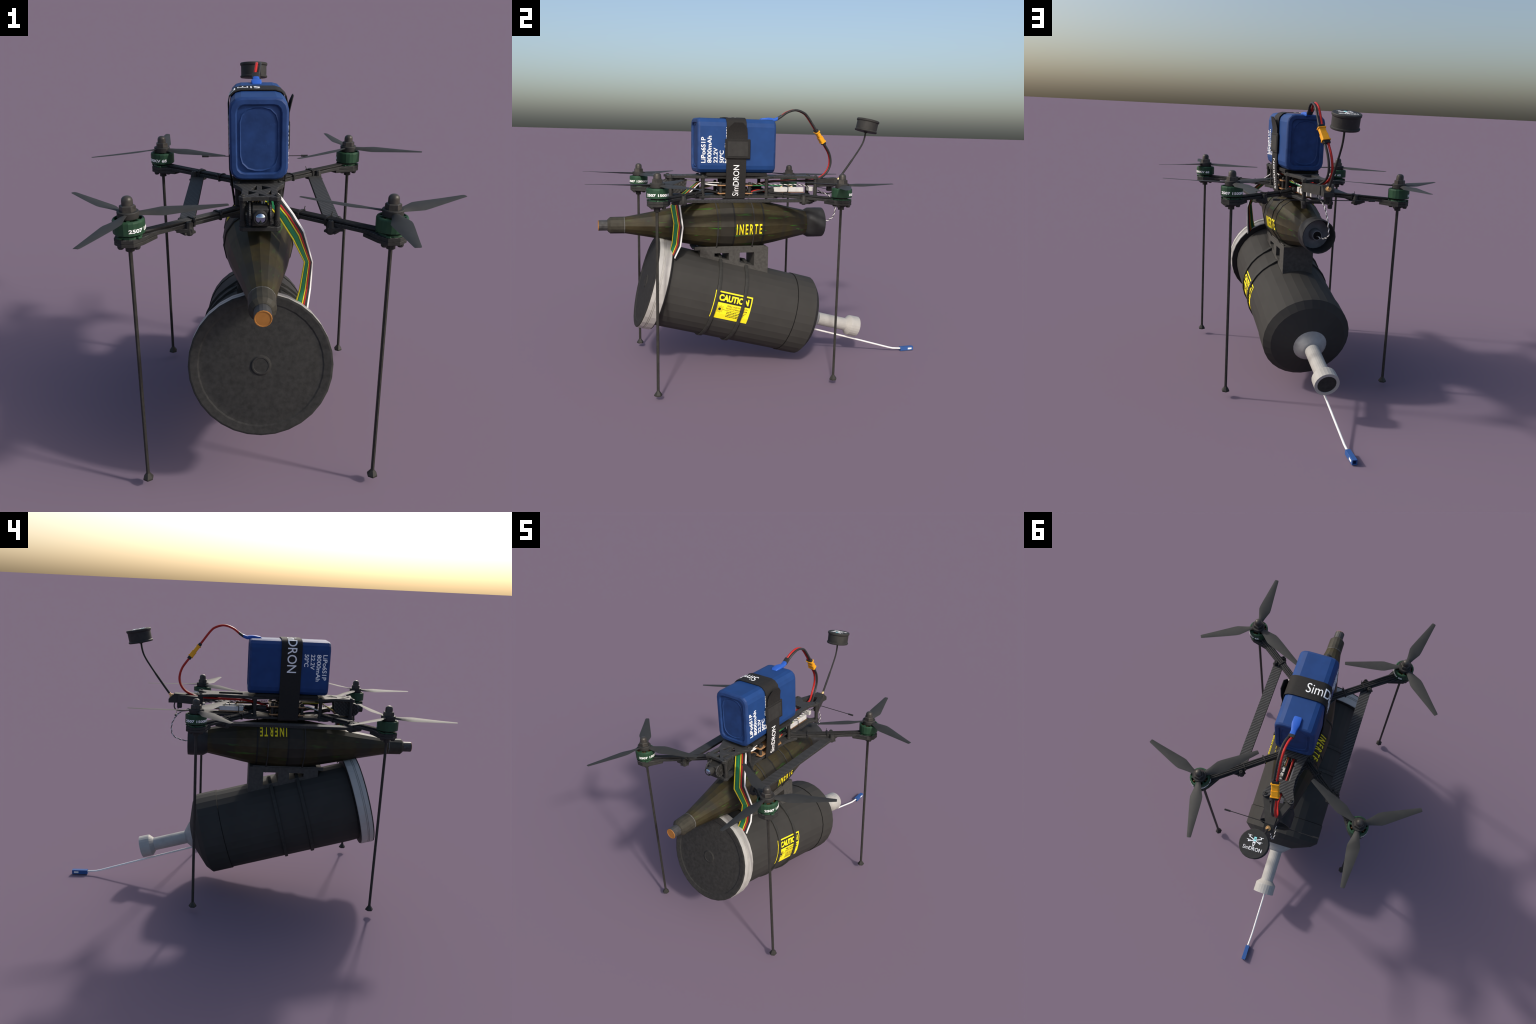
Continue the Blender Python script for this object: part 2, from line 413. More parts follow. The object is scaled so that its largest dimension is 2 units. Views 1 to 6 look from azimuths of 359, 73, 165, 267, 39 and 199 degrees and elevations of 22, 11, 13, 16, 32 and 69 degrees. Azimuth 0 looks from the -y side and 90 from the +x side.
# rubber bands: dip through the bracket windows on top
for s in (-.2885, -.441):
    ring = []
    for k in range(DSEG):
        th = 2 * pi * k / DSEG
        r = facet_radius(th, DR, DSEG) + .004
        lift = max(0.0, math.sin(th) - .88) / .12
        ring.append(drum_pt(s, th, r + .014 * lift))
    sec = [(-.0045, -.009), (.0045, -.009), (.0055, 0), (.0045, .009), (-.0045, .009)]
    bm = bmesh.new(); loops = []
    for k, p in enumerate(ring):
        n = (p - (C0 + AX * s)).normalized()
        loops.append([bm.verts.new(p + n * a + AX * b) for a, b in sec])
    for k in range(DSEG):
        A, B = loops[k], loops[(k + 1) % DSEG]
        for j in range(5): bm.faces.new((A[j], A[(j + 1) % 5], B[(j + 1) % 5], B[j]))
    put("rubber_band", finish(bm), M["tape"], drum)

# warning label, built flat in (s, arc) and bent onto the facets
LS0, LS1, LT0, LT1 = -.4540, -.2410, math.radians(-18.6), math.radians(19.8)
LW, LH = LS1 - LS0, (LT1 - LT0) * DR
dth = 2 * pi / DSEG
label_cuts = [(k * dth - LT0) * DR for k in range(-6, 7)]
def on_drum(lift):
    def f(u, v, h):
        th = LT0 + v / DR
        return drum_pt(LS0 + u, th, facet_radius(th, DR, DSEG) + lift + h)
    return f
def label_bit(me, lift, mat, name):
    put(name, warp(cut_lines(me, 1, label_cuts), on_drum(lift)), mat, label)
def rect(x0, y0, x1, y1, d=.0004):
    return box((x0 + x1) / 2, (y0 + y1) / 2, 0, x1 - x0, y1 - y0, 2 * d)
label = part("warning_label")
hd = LH * .60
label_bit(rect(0, 0, LW, LH), .0010, M["yellow"], "label_sheet")
label_bit(rect(.007, hd, LW - .007, LH - .008), .0020, M["print_black"], "label_header")
label_bit(text_mesh("CAUTION", LW * .80, LH * .235, .05, .0004, .024, hd + .009), .0030, M["yellow"], "label_lettering")
fine = [text_mesh("VISIBLE LASER RADIATION", LW * .56, .0085, .006, .0003, LW * .36, hd - .0165),
        text_mesh("DO NOT STARE INTO BEAM", LW * .56, .0085, .006, .0003, LW * .36, hd - .0300),
        rect(.058, hd - .0375, LW - .018, hd - .0360, .0003)]
for i, (a, b) in enumerate(((.40, .88), (.40, .86), (.40, .82), (.40, .76))):     # tiny unreadable lines
    x = LW * a
    while x < LW * b - .004:
        w = random.uniform(.004, .013); fine.append(rect(x, hd - .0475 - i * .0088, min(x + w, LW * b), hd - .0437 - i * .0088, .0003)); x += w + .0022
fine += [plate(circle(.042, hd - .036, .0082, 16), [], .0006)]
for k in range(18):                                                            # starburst
    a = 2 * pi * k / 18; L = .0195 if k % 2 else .0245
    fine.append(box(.042 + math.cos(a) * (.0105 + L) / 2, hd - .036 + math.sin(a) * (.0105 + L) / 2, 0, L - .0105, .0012, .0006, rot=Matrix.Rotation(a, 4, "Z")))
label_bit(join_meshes(fine), .0020, M["print_black"], "label_fine_print")

# white feeler rod with its plug, behind the drum
put("feeler_rod", sweep([(X0 - .003, .285, .1915), (X0 - .003, .55, .1130), (X0 - .003, .830, .0270), (X0 - .002, .862, .0190), (X0, .915, .0145)], .0052, 8, phase=pi / 8), M["wwhite"], drum)
pl = part("rod_plug")
put("plug_shell", plate(rrect(.0118, .0122, .001, 1), [rrect(.0075, .0075, .0005, 1)], .088,
    Matrix(((1, 0, 0, X0), (0, 0, 1, .956), (0, 1, 0, .0123), (0, 0, 0, 1)))), M["plug"], pl)
put("plug_core", box(X0, .94, .0123, .0152, .05, .0152), M["void"], pl)
for sx in (-1, 1):
    put("plug_tab", box(X0 + sx * .0119, .976, .0125, .0006, .026, .0105), M["wwhite"], pl)

# ------------------------------------------------------------------ bracket between shell and drum
br = part("cradle_bracket")
FX = Matrix(((0, 0, 1, X0), (1, 0, 0, 0), (0, 1, 0, 0), (0, 0, 0, 1)))      # local (x,y,z) -> world (y,z,x)
side_out = [(-.396, .655), (-.396, .706), (-.391, .711), (-.013, .711), (-.008, .706), (-.008, .535), (-.030, .535), (-.2, .585)]
win1 = [(-.3165, .681), (-.235, .681), (-.235, .640), (-.3165, .662)]
win2 = [(-.1730, .681), (-.090, .681), (-.090, .604), (-.1730, .626)]
put("bracket_block", plate(side_out, [win1, win2], .166, FX), M["bracket"], br)
bm = bmesh.new()                                   # curved cradle lips
L = []
for y in (-.425, -.03):
    row = []
    for k in range(9):
        a = math.radians(-90 - 34 + 68 * k / 8); row.append((X0 + .1405 * math.cos(a), y, SH_Z + .1405 * math.sin(a)))
    L.append([(X0 - .081, y, .700)] + row + [(X0 + .081, y, .700)])
put("bracket_cradle", loft(L, True, 20), M["bracket"], br)

# ------------------------------------------------------------------ motors, propellers, legs
MOT = {"fr": (X0 + .4247, -.6705), "fl": (X0 - .4247, -.6705), "br": (X0 + .4247, .2746), "bl": (X0 - .4247, .2746)}
PROP = {"fr": -90.5, "fl": -106, "br": -18.7, "bl": -28.6}
LETTER = {"fr": -68, "fl": -82, "br": 19, "bl": 121}

def blade_mesh():
    st = [(.024, .0118, -.0108, 16, .0090), (.042, .0148, -.0132, 15.5, .0075), (.066, .0208, -.0182, 13.5, .0058), (.092, .0288, -.0254, 11, .0046), (.112, .0348, -.0308, 9.5, .0040),
          (.130, .0350, -.0302, 8.5, .0036), (.17, .0308, -.0260, 7.5, .0032), (.215, .0252, -.0212, 6.5, .0028), (.26, .0196, -.0165, 5.5, .0025), (.30, .0149, -.0126, 4.5, .0022), (.322, .0124, -.0106, 4, .0020), (.3295, .0100, -.0088, 4, .0016)]
    loops = []
    for r, le, te, tw, th in st:
        t = math.radians(tw); c = math.cos(t); s = math.sin(t); L = []
        prof = [(te, 0), (te * .5 + le * .12, th * .55), (le * .55, th * .6), (le, 0), (le * .55, -th * .35), (te * .5 + le * .12, -th * .2)]
        for a, h in prof:
            camber = .06 * (1 - ((a - (le + te) / 2) / max(1e-6, (le - te) / 2)) ** 2) * (le - te) * .5
            hh = h + camber
            L.append((r, a * c - hh * s, a * s + hh * c + .004 * (r / .33) ** 2))
        loops.append(L)
    return loft(loops, True, 35)

BLADE = blade_mesh()
HUB = lathe([(-.0125, .030), (-.011, .0345), (.009, .0360), (.0115, .0345), (.0115, .012), (-.0125, .012)], 18, angle=30)
NUT = join_meshes([lathe([(.0105, .0275), (.0135, .0275), (.0285, .0265), (.0310, .0235), (.0310, .012)], 6, phase=pi / 6),
                   lathe([(.029, .0205), (.0305, .0190), (.0470, .0184), (.0530, .0168), (.0575, .0125), (.0602, .0065), (.0608, 0)], 12, angle=30)])
BELL_SEG = 20
def bell_mesh():
    me = lathe([(1.0225, .0505), (1.0220, .0518), (1.0240, .0528), (1.0625, .0528), (1.0665, .0515), (1.0690, .0485), (1.0690, .0445), (1.0655, .0430), (1.040, .0430)], BELL_SEG, angle=None)
    spokes = []
    for k in range(6):
        a = 2 * pi * k / 6
        spokes.append(box(.031 * math.cos(a), .031 * math.sin(a), 1.0655, .030, .010, .006, rot=Matrix.Rotation(a, 4, "Z")))
    return join_meshes([me] + spokes + [lathe([(1.060, .020), (1.0705, .020), (1.0705, 0)], 14)])
BELL = bell_mesh()
STATOR = join_meshes([box(.032 * math.cos(2 * pi * k / 12), .032 * math.sin(2 * pi * k / 12), 1.047, .020, .011, .026, .003, rot=Matrix.Rotation(2 * pi * k / 12, 4, "Z")) for k in range(12)]
                     + [lathe([(1.030, .022), (1.060, .022), (1.060, 0)], 14)])
CAGE = lathe([(1.010, .030), (1.030, .034), (1.0305, .046), (1.034, .046)], 18)
MBASE = join_meshes([lathe([(1.0075, .042), (1.0145, .040), (1.0145, .016), (1.024, .014)], 16)] +
                    [box(.033 * math.cos(pi / 4 + k * pi / 2), .033 * math.sin(pi / 4 + k * pi / 2), 1.0112, .036, .017, .007, .002, rot=Matrix.Rotation(pi / 4 + k * pi / 2, 4, "Z")) for k in range(4)])
for me, m in ((BLADE, "blade"), (HUB, "black"), (NUT, "steel"), (BELL, "green"), (STATOR, "copper"), (CAGE, "black_s"), (MBASE, "green")): me.materials.append(M[m])

def octagon(r):
    return [(r * math.cos(pi / 8 + k * pi / 4) / math.cos(pi / 8), r * math.sin(pi / 8 + k * pi / 4) / math.cos(pi / 8)) for k in range(8)]

ROD = lathe([(.040, .0072), (.968, .0072)], 6, phase=pi / 6); ROD.materials.append(M["rod"])
FOOT = lathe([(.0285, .0195), (.0290, .0205), (.0350, .0203), (.0535, .0080), (.056, .0072)], 6, phase=pi / 6); FOOT.materials.append(M["rod"])
COLLAR = lathe([(.9575, .0135), (.9575, .0155), (.972, .0155), (.974, .024), (.984, .030)], 8, phase=pi / 8); COLLAR.materials.append(M["black"])
SCREW = screw(.0115, .012); SCREW.materials.append(M["black"])
MINI = screw(.0085, .006); MINI.materials.append(M["black"])

def tie_loop(cx, cy, ang, hw, z0, z1, r=.0026):
    """zip tie around an arm; the loop stands across the arm direction"""
    n = Vector((-math.sin(ang), math.cos(ang), 0)); c = Vector((cx, cy, 0))
    P = [(-hw, z0), (hw, z0), (hw * 1.04, z1 - .004), (hw * .6, z1), (-hw * .6, z1), (-hw * 1.04, z1 - .004), (-hw, z0)]
    t = Vector((math.cos(ang), math.sin(ang), 0))
    pts = [c + n * a + Vector((0, 0, z)) for a, z in P]
    me = sweep(pts, 0, section=[(-.0016, -.0035), (.0016, -.0035), (.0016, .0035), (-.0016, .0035)], up=t.cross(Vector((0, 0, 1))) * .3 + t * .01 + Vector((0, 0, .2)), smooth=False)
    knot = box(c.x + n.x * hw * 1.05, c.y + n.y * hw * 1.05, z1 - .006, .009, .009, .009, .0015)
    tail = sweep([c + n * hw * 1.05 + Vector((0, 0, z1 - .002)), c + n * hw * 1.35 + Vector((0, 0, z1 + .009))], .0016, 5)
    return join_meshes([me, knot, tail])

for key, (mx, my) in MOT.items():
    sx = 1 if mx > X0 else -1; sy = -1 if my < 0 else 1
    T = (mx, my, 0)
    mo = part("motor"); mo.matrix_world = Matrix.Translation(T)
    for nm, me in (("motor_bell", BELL), ("motor_stator", STATOR), ("motor_cage", CAGE), ("motor_base", MBASE)):
        at(put(nm, me, None, mo), T, math.radians(LETTER[key]))
    # lettering round the bell
    a0 = math.radians(LETTER[key]); rr = .0528; span = math.radians(176)
    me = text_mesh("2507 1500KV 6S", span * rr, .0130, .03, .0004)
    d = 2 * pi / BELL_SEG
    cut_lines(me, 0, [k * d * rr for k in range(1, BELL_SEG)])
    def on_bell(u, v, h, a0=a0):
        th = u / rr; r = facet_radius(th, rr, BELL_SEG) + .0010 + h
        return (r * math.cos(th), r * math.sin(th), 1.0320 + v)
    at(put("motor_lettering", warp(me, on_bell), M["white"], mo), T, a0)
    # propeller
    pr = part("propeller"); pr.matrix_world = Matrix.Translation((mx, my, 1.0815))
    at(put("propeller_hub", HUB, None, pr), (mx, my, 1.0815)); at(put("propeller_nut", NUT, None, pr), (mx, my, 1.0815), random.random())
    for k in range(3):
        at(put("blade", BLADE, None, pr), (mx, my, 1.0815), math.radians(PROP[key] + 120 * k))
    # landing leg
    LT = (mx + sx * .001, my - (.0025 if sy < 0 else .001), 0)
    lg = part("landing_leg"); lg.matrix_world = Matrix.Translation(LT)
    for nm, me in (("leg_rod", ROD), ("leg_foot", FOOT), ("leg_collar", COLLAR)): at(put(nm, me, None, lg), LT)
    # arm: pad and beam in one sheet, wires laid on top
    arm = part("arm")
    bx, by = X0 + sx * .070, (-.395 if sy < 0 else -.003)
    dirv = Vector((mx - bx, my - by, 0)); Ln = dirv.length; ang = math.atan2(dirv.y, dirv.x)
    ux, uy = math.cos(ang), math.sin(ang); nx, ny = -uy, ux
    w0, w1 = .0165, .0215
    pad = octagon(.0475)
    # outline: beam rectangle joined to the octagon pad (points of the pad facing away from the body)
    pts = [(bx + nx * w0, by + ny * w0), (bx - nx * w0, by - ny * w0), (mx - ux * .075 - nx * w1, my - uy * .075 - ny * w1)]
    octo = [(mx + px, my + py) for px, py in pad]
    keep = [p for p in octo if (p[0] - mx) * ux + (p[1] - my) * uy > -.030]
    keep.sort(key=lambda p: (math.atan2(p[1] - my, p[0] - mx) - ang + pi) % (2 * pi))
    pts += keep + [(mx - ux * .075 + nx * w1, my - uy * .075 + ny * w1)]
    cut_edge(put("arm_beam", plate(pts, [], .0130, Matrix.Translation((0, 0, 1.0015)), .0012), M["carbon"], arm), M["edge"])
    # printed pad below
    pts2 = [(mx - ux * .092 - nx * .018, my - uy * .092 - ny * .018)] + keep + [(mx - ux * .092 + nx * .018, my - uy * .092 + ny * .018)]
    put("arm_pad", plate(pts2, [], .0120, Matrix.Translation((0, 0, .9885)), .0012), M["black"], arm)
    for k in range(4):
        a = pi / 4 + k * pi / 2; o = put("pad_screw", SCREW, None, arm)
        o.matrix_world = Matrix.Translation((mx + .037 * math.cos(a), my + .037 * math.sin(a), .984)) @ Matrix.Rotation(pi, 4, "X")
    # three motor leads
    for j in (-1, 0, 1):
        off = j * .0098; P = []
        for f, z in ((-.03, 1.016), (.03, 1.015), (.16, 1.0135), (.5, 1.0135), (.80, 1.0135), (.90, 1.0145), (.965, 1.0185)):
            q = Vector((bx, by, 0)) + dirv * f; P.append((q.x + nx * off, q.y + ny * off, z))
        put("motor_lead", sweep(catmull(P, 4), .0053, 7), M["black_s"], arm)
    for f in (.22, .47):
        q = Vector((bx, by, 0)) + dirv * f
        put("zip_tie", tie_loop(q.x, q.y, ang, .0205, .993, 1.0205), M["black_s"], arm)
    # clamp where the side brace bolts on
    jx = X0 + sx * .257; f = (jx - bx) / dirv.x; jy = by + dirv.y * f
    for k in (-1, 1):
        c = Vector((jx + nx * k * .026, jy + ny * k * .026, 0))
        put("clamp_boss", lathe([(.967, .007), (.969, .0110), (.9735, .0120), (.974, .0160), (.982, .0165), (1.004, .0130), (1.0085, .0110), (1.014, .0105), (1.0165, .0080), (1.0165, .004), (1.013, .0038)], 9, Matrix.Translation(c), angle=25), M["black"], arm)
    put("clamp_plate", plate([(jx + ux * a * .022 + nx * b * .032, jy + uy * a * .022 + ny * b * .032) for a, b in ((-1, -1), (1, -1), (1, 1), (-1, 1))], [], .009, Matrix.Translation((0, 0, .9765)), .001), M["black"], arm)

# ------------------------------------------------------------------ frame
for sx in (-1, 1):
    cx = X0 + sx * .257; hw = .0275
    y0, y1 = -.575, .180
    out = [(cx - hw, y0), (cx + hw, y0), (cx + hw, y1), (cx - hw, y1)]
    cut_edge(put("brace", plate(out, [], .0135, Matrix.Translation((0, 0, .988)), .001), M["carbon"]), M["edge"])
def mirror(half):
    return [(X0 + x, y) for x, y in half] + [(X0 - x, y) for x, y in reversed(half)]
fr = part("frame")
top_half = [(.030, -.566), (.058, -.5735), (.069, -.566), (.072, -.553), (.063, -.535), (.060, -.470), (.070, -.440), (.091, -.400), (.093, -.374), (.083, -.355), (.080, -.300),
            (.080, -.09), (.091, -.045), (.091, -.012), (.076, .012), (.072, .030), (.054, .150), (.061, .212), (.0835, .262), (.0815, .278), (.068, .284), (.054, .279), (.014, .245), (.0135, .240)]
top_out = mirror(top_half)
def h(*p): return [(X0 + a, b) for a, b in p]
holes = [h((-.030, -.478), (-.009, -.424), (-.009, -.480)), h((.009, -.424), (.042, -.455), (.009, -.482)), h((-.040, -.537), (-.038, -.490), (-.011, -.514)),
         h((.022, -.532), (.040, -.487), (.039, -.540)), h((-.006, -.553), (-.004, -.527), (.022, -.550)),
         h((-.030, .040), (.030, .040), (.030, .16), (.024, .170), (-.024, .170), (-.030, .16))]
cut_edge(put("deck_plate", plate(top_out, holes, .0140, Matrix.Translation((0, 0, 1.097)), .001), M["carbon"], fr), M["edge"])
bot_half = [(.058, -.572), (.069, -.566), (.072, -.553), (.064, -.535), (.058, -.450), (.066, -.425), (.100, -.430), (.112, -.405), (.092, -.368), (.084, -.345), (.083, -.28), (.083, -.13), (.086, -.06),
            (.112, .005), (.100, .032), (.070, .040), (.056, .09), (.056, .21), (.078, .252), (.080, .276), (.068, .284), (.054, .280), (.030, .250)]
cut_edge(put("base_plate", plate(mirror(bot_half), [h((-.02, .06), (.02, .06), (.02, .2), (-.02, .2)), h((-.03, -.5), (.03, -.5), (.03, -.44), (-.03, -.44))], .0135, Matrix.Translation((0, 0, .9905)), .001), M["carbon"], fr), M["edge"])
STAND = lathe([(.9965, .0130), (1.003, .0130), (1.006, .0098), (1.076, .0098), (1.078, .0108), (1.0905, .0108)], 12, angle=30); STAND.materials.append(M["black"])
KNURL = join_meshes([lathe([(.9965, .0108), (1.019, .0112), (1.0195, .0092), (1.071, .0092), (1.0715, .0112), (1.0905, .0108)], 12, angle=30)]
                    + [box(.0112 * math.cos(a), .0112 * math.sin(a), z, .0022, .0022, .0022, rot=Matrix.Rotation(a, 4, "Z")) for z in (1.0, 1.005, 1.010, 1.015, 1.075, 1.080, 1.085) for a in [2 * pi * (k + (z * 200 % 2) / 2) / 12 for k in range(12)]])
KNURL.materials.append(M["black"])
TALL = lathe([(.962, .007), (.964, .0115), (.985, .0125), (1.000, .0125), (1.001, .0105), (1.090, .0108)], 12, angle=30); TALL.materials.append(M["black"])
for sx in (-1, 1):
    for y, st in ((-.553, KNURL), (-.383, STAND), (-.026, STAND), (.266, TALL)):
        x = X0 + sx * {-.553: .0585, -.383: .0765, -.026: .0765, .266: .068}[y]
        at(put("standoff", st, None, fr), (x, y, 0))
        at(put("plate_screw", MINI, None, fr), (x, y, 1.1035))
        o = put("plate_screw", MINI, None, fr); o.matrix_world = Matrix.Translation((x, y, .9845)) @ Matrix.Rotation(pi, 4, "X")

# rubber pad under the battery
put("battery_pad", box(X0, -.197, 1.1125, .186, .336, .0165, .002), M["strap"], fr)

# ------------------------------------------------------------------ camera
cam = part("camera")
put("camera_body", box(X0, -.566, 1.040, .057, .058, .062, .004), M["black"], cam)
put("camera_housing", box(X0, -.527, 1.043, .056, .024, .056, .003), M["black_s"], cam)
FC = frame_dir((X0, -.592, 1.047), (0, -1, .03))
put("lens_barrel", lathe([(0, .0205), (.010, .0225), (.034, .0225), (.036, .0215), (.036, .0188), (.032, .0185)], 20, FC, angle=30), M["black"], cam)
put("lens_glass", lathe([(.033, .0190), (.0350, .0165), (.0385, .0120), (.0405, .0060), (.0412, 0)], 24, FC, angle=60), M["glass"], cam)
for sx in (-1, 1):
    # ribbed holder cheeks
    cheek = [(-.600 + .0, 1.005)] + []
    P = []
    for k in range(9): a = math.radians(100 + 160 * k / 8); P.append((-.566 + .040 * math.cos(a), 1.042 + .036 * math.sin(a)))
    P += [(-.50, 1.008), (-.468, 1.030), (-.462, 1.083), (-.540, 1.085)]
    put("camera_cheek", plate(P, [], .0060, FX @ Matrix.Translation((0, 0, sx * .0345)), .0006), M["carbon_v"], cam)
    ribs = [box(X0 + sx * .0390, -.592 + .0095 * k, 1.044, .003, .0042, .060 if k > 4 else .058 - abs(k - 2.5) * .006, rot=Matrix.Rotation(0, 4, "X")) for k in range(13)]
    put("cheek_rib", join_meshes(ribs), M["black"], cam)
    put("cheek_screw", lathe([(0, .0095), (.004, .0095), (.006, .007), (.006, .0035), (.003, .003), (.003, 0)], 12, frame_dir((X0 + sx * .0385, -.570, 1.042), (sx, 0, 0)), angle=30), M["black"], cam)
for k in range(5):
    x = X0 - .016 + k * .008
    put("camera_wire", sweep(catmull([(x, -.535, 1.070), (x, -.50, 1.082), (x * .8, -.44, 1.074), (x * .6, -.34, 1.060)], 4), .0026, 6), M["wwhite" if k in (3, 4) else "wblack"], cam)

# ------------------------------------------------------------------ battery
bat = part("battery")
BH, BZ = .1030, 1.2640; BHZ = .1445
def brow(y, dx, r, hx=None, hz=None): return [(X0 + a, y, BZ + b) for a, b in rrect((hx or BH) - dx, (hz or BHZ) - dx, r, 3)]
def end_loops(y, s):
    L = [brow(y + s * .012, 0, .042), brow(y + s * .004, .003, .040), brow(y, .008, .036), brow(y - s * .001, .022, .030), brow(y + s * .002, .0255, .028), brow(y + s * .0085, .0270, .027)]
    L += [[(X0 + a, y + s * .0070, BZ + b) for a, b in rrect(.0690, .1135, .052, 3)], [(X0 + a, y + s * .0048, BZ + b) for a, b in rrect(.0660, .1105, .052, 3)],
          [(X0 + a, y + s * .0080, BZ + b) for a, b in rrect(.0625, .1065, .050, 3)], [(X0 + a, y + s * .0072, BZ + b) for a, b in rrect(.030, .060, .028, 3)]]
    return L
y0, y1 = -.4155, .0150
sideL = [brow(y0 + .012, 0, .042), brow(-.2, 0, .042), brow(y1 - .012, 0, .042)]
put("battery_case", loft(sideL, False, 12), M["battery"], bat)
for y, s in ((y0, 1), (y1, -1)):
    put("battery_end", loft(end_loops(y, s), True, 24) if True else None, M["battery_end"], bat)
LINES = [("LiPo6S1P", -.399, -.375, .1345), ("8000mAh", -.3655, -.3425, .141), ("22.2V", -.3320, -.3100, .0800), ("50\u00baC", -.2990, -.2760, .0660), ("Max Charge:", -.2660, -.2420, .188)]
def on_pos_x(u, v, hh): return (X0 + BH + .0010 + hh, -v, 1.1745 + u)
def on_neg_x(u, v, hh): return (X0 - BH - .0010 - hh, -v, 1.3420 - u)
for body, ya, yb, ln in LINES:
    for f in (on_pos_x, on_neg_x):
        if body == "Max Charge:" and f is on_neg_x: continue
        me = text_mesh(body, ln, (yb - ya) * (1.22 if "C" in body and "M" in body else 1.0), .016, .0005, 0, -yb)
        put("battery_lettering", warp(me, f), M["white"], bat)
# blue lead sleeve running over the rear top edge
LX = X0 - .001
bm_l = [[(LX + a, y, z + b) for a, b in sec] for y, z, sec in (
    (-.050, 1.4065, rrect(.016, .003, .002, 2)), (-.042, 1.4110, rrect(.020, .006, .004, 2)), (-.005, 1.4125, rrect(.021, .009, .006, 2)), (.015, 1.4105, rrect(.0165, .010, .007, 2)), (.028, 1.4080, rrect(.0135, .0095, .007, 2)), (.052, 1.4170, rrect(.0145, .0095, .0075, 2)))]
put("lead_sleeve", loft(bm_l, True, 40), M["sleeve"], bat)

# strap: closed band following (x, z) and wrapped under the bottom plate
stp = part("battery_strap")
half = [(0, .9795), (.084, .9795), (.0905, .986), (.0995, 1.060), (.1062, 1.125), (.1066, 1.18), (.1066, BZ + BHZ - .042), (.1020, BZ + BHZ - .0195), (.0850, BZ + BHZ - .003), (.0640, BZ + BHZ + .0035), (0, BZ + BHZ + .0038)]
path = half + [(-x, z) for x, z in reversed(half[1:-1])]
def offset_loop(pts, d):
    out = []; n = len(pts)
    for i in range(n):
        a, b, c = Vector(pts[i - 1]), Vector(pts[i]), Vector(pts[(i + 1) % n])
        t = ((b - a).normalized() + (c - b).normalized()).normalized(); out.append((b.x + t.y * d, b.y - t.x * d))
    return out
SY0, SY1 = -.2625, -.1525
for nm, a, b in (("strap_webbing", 0, .0032),):
    A, B = offset_loop(path, a), offset_loop(path, b)
    bm = bmesh.new(); n = len(path)
    V = [[bm.verts.new((X0 + p[0], y, p[1])) for p in loop] for loop, y in ((A, SY0), (B, SY0 + .001), (B, SY1 - .001), (A, SY1))]
    for r in range(4):
        for k in range(n): bm.faces.new((V[r][k], V[r][(k + 1) % n], V[(r + 1) % 4][(k + 1) % n], V[(r + 1) % 4][k]))
    put(nm, finish(bm, angle=35), M["strap"], stp)
run = half[1:] + [(-x, z) for x, z in reversed(half[1:-1])]      # from the +x foot, over the top, down the -x side
run_o = offset_loop(path, .0032)[1:1 + len(run)]
acc = [0.0]
for p, q in zip(run_o, run_o[1:]): acc.append(acc[-1] + math.dist(p, q))
def on_strap(u, v, hh):
    for i in range(len(acc) - 1):
        if u <= acc[i + 1] or i == len(acc) - 2:
            p, q = Vector(run_o[i]), Vector(run_o[i + 1]); t = (q - p).normalized(); k = p + t * (u - acc[i])
            nrm = Vector((t.y, -t.x)); k = k + nrm * (.0010 + hh); return (X0 + k.x, -v, k.y)
def strap_text(start, total, cap, ymid):
    dw = total * .36
    a = text_mesh("Sim", total * .31, cap * 1.04, -.004, .0004, start, -ymid - cap / 2)
    b = text_mesh("DRON", total * .66, cap, .004, .0004, start + total * .34, -ymid - cap / 2)
    me = join_meshes([a, b]); cut_lines(me, 0, acc)
    put("strap_lettering", warp(me, on_strap), M["white"], stp)
strap_text(.026, .166, .0325, -.2075)
t_end = acc[-1] - (1.2490 - .979)
strap_text(t_end - .270, .270, .0500, -.2100)
put("strap_buckle", box(X0 + .1130, -.2020, 1.2500, .0085, .139, .104, .003), M["strap"], stp)
put("buckle_panel", box(X0 + .1172, -.2020, 1.2500, .0030, .112, .078, .001), M["black"], stp)
flap = [(X0 + .1135, 1.300), (X0 + .1140, 1.330), (X0 + .1215, 1.360), (X0 + .1310, 1.388)]
bm = bmesh.new(); rows = []
for i, (x, z) in enumerate(flap):
    w = (.055, .055, .050, .024)[i]
    rows.append([bm.verts.new((x + dx, -.204 + s * w, z)) for dx, s in ((-.0016, -1), (-.0016, 1), (.0016, 1), (.0016, -1))])
for A, B in zip(rows, rows[1:]):
    for k in range(4): bm.faces.new((A[k], A[(k + 1) % 4], B[(k + 1) % 4], B[k]))
bm.faces.new(rows[0]); bm.faces.new(rows[-1])
put("strap_flap", finish(bm, angle=30), M["strap"], stp)

# ------------------------------------------------------------------ power leads
pw = part("power_lead")
mid = [(.050, 1.4155, -.0005), (.070, 1.428, .002), (.105, 1.4530, .008), (.152, 1.4665, .012), (.195, 1.4560, .012), (.225, 1.4330, .011), (.280, 1.3590, .009)]
low = [(.336, 1.2860, -.007), (.372, 1.2340, -.013), (.3855, 1.1850, -.018), (.378, 1.145, -.020), (.355, 1.1130, -.016), (.320, 1.0910, -.004), (.285, 1.0790, .004), (.20, 1.0740, .003), (.11, 1.0720, .002), (.03, 1.0700, .002), (-.04, 1.058, .0), (-.10, 1.040, 0)]
for sx, m in ((1, "wblack"), (-1, "red")):
    top = [(LX + sx * (.0076 if y > .06 else .006) + dx, y, z) for y, z, dx in mid]
    bot = [(X0 + sx * (.0085 if y > .3 else .0095) + dx, y, z) for y, z, dx in low]
    put("power_wire", sweep(catmull(top, 6), .0062, 9), M[m], pw); put("power_wire", sweep(catmull(bot, 6), .0062, 9), M[m], pw)
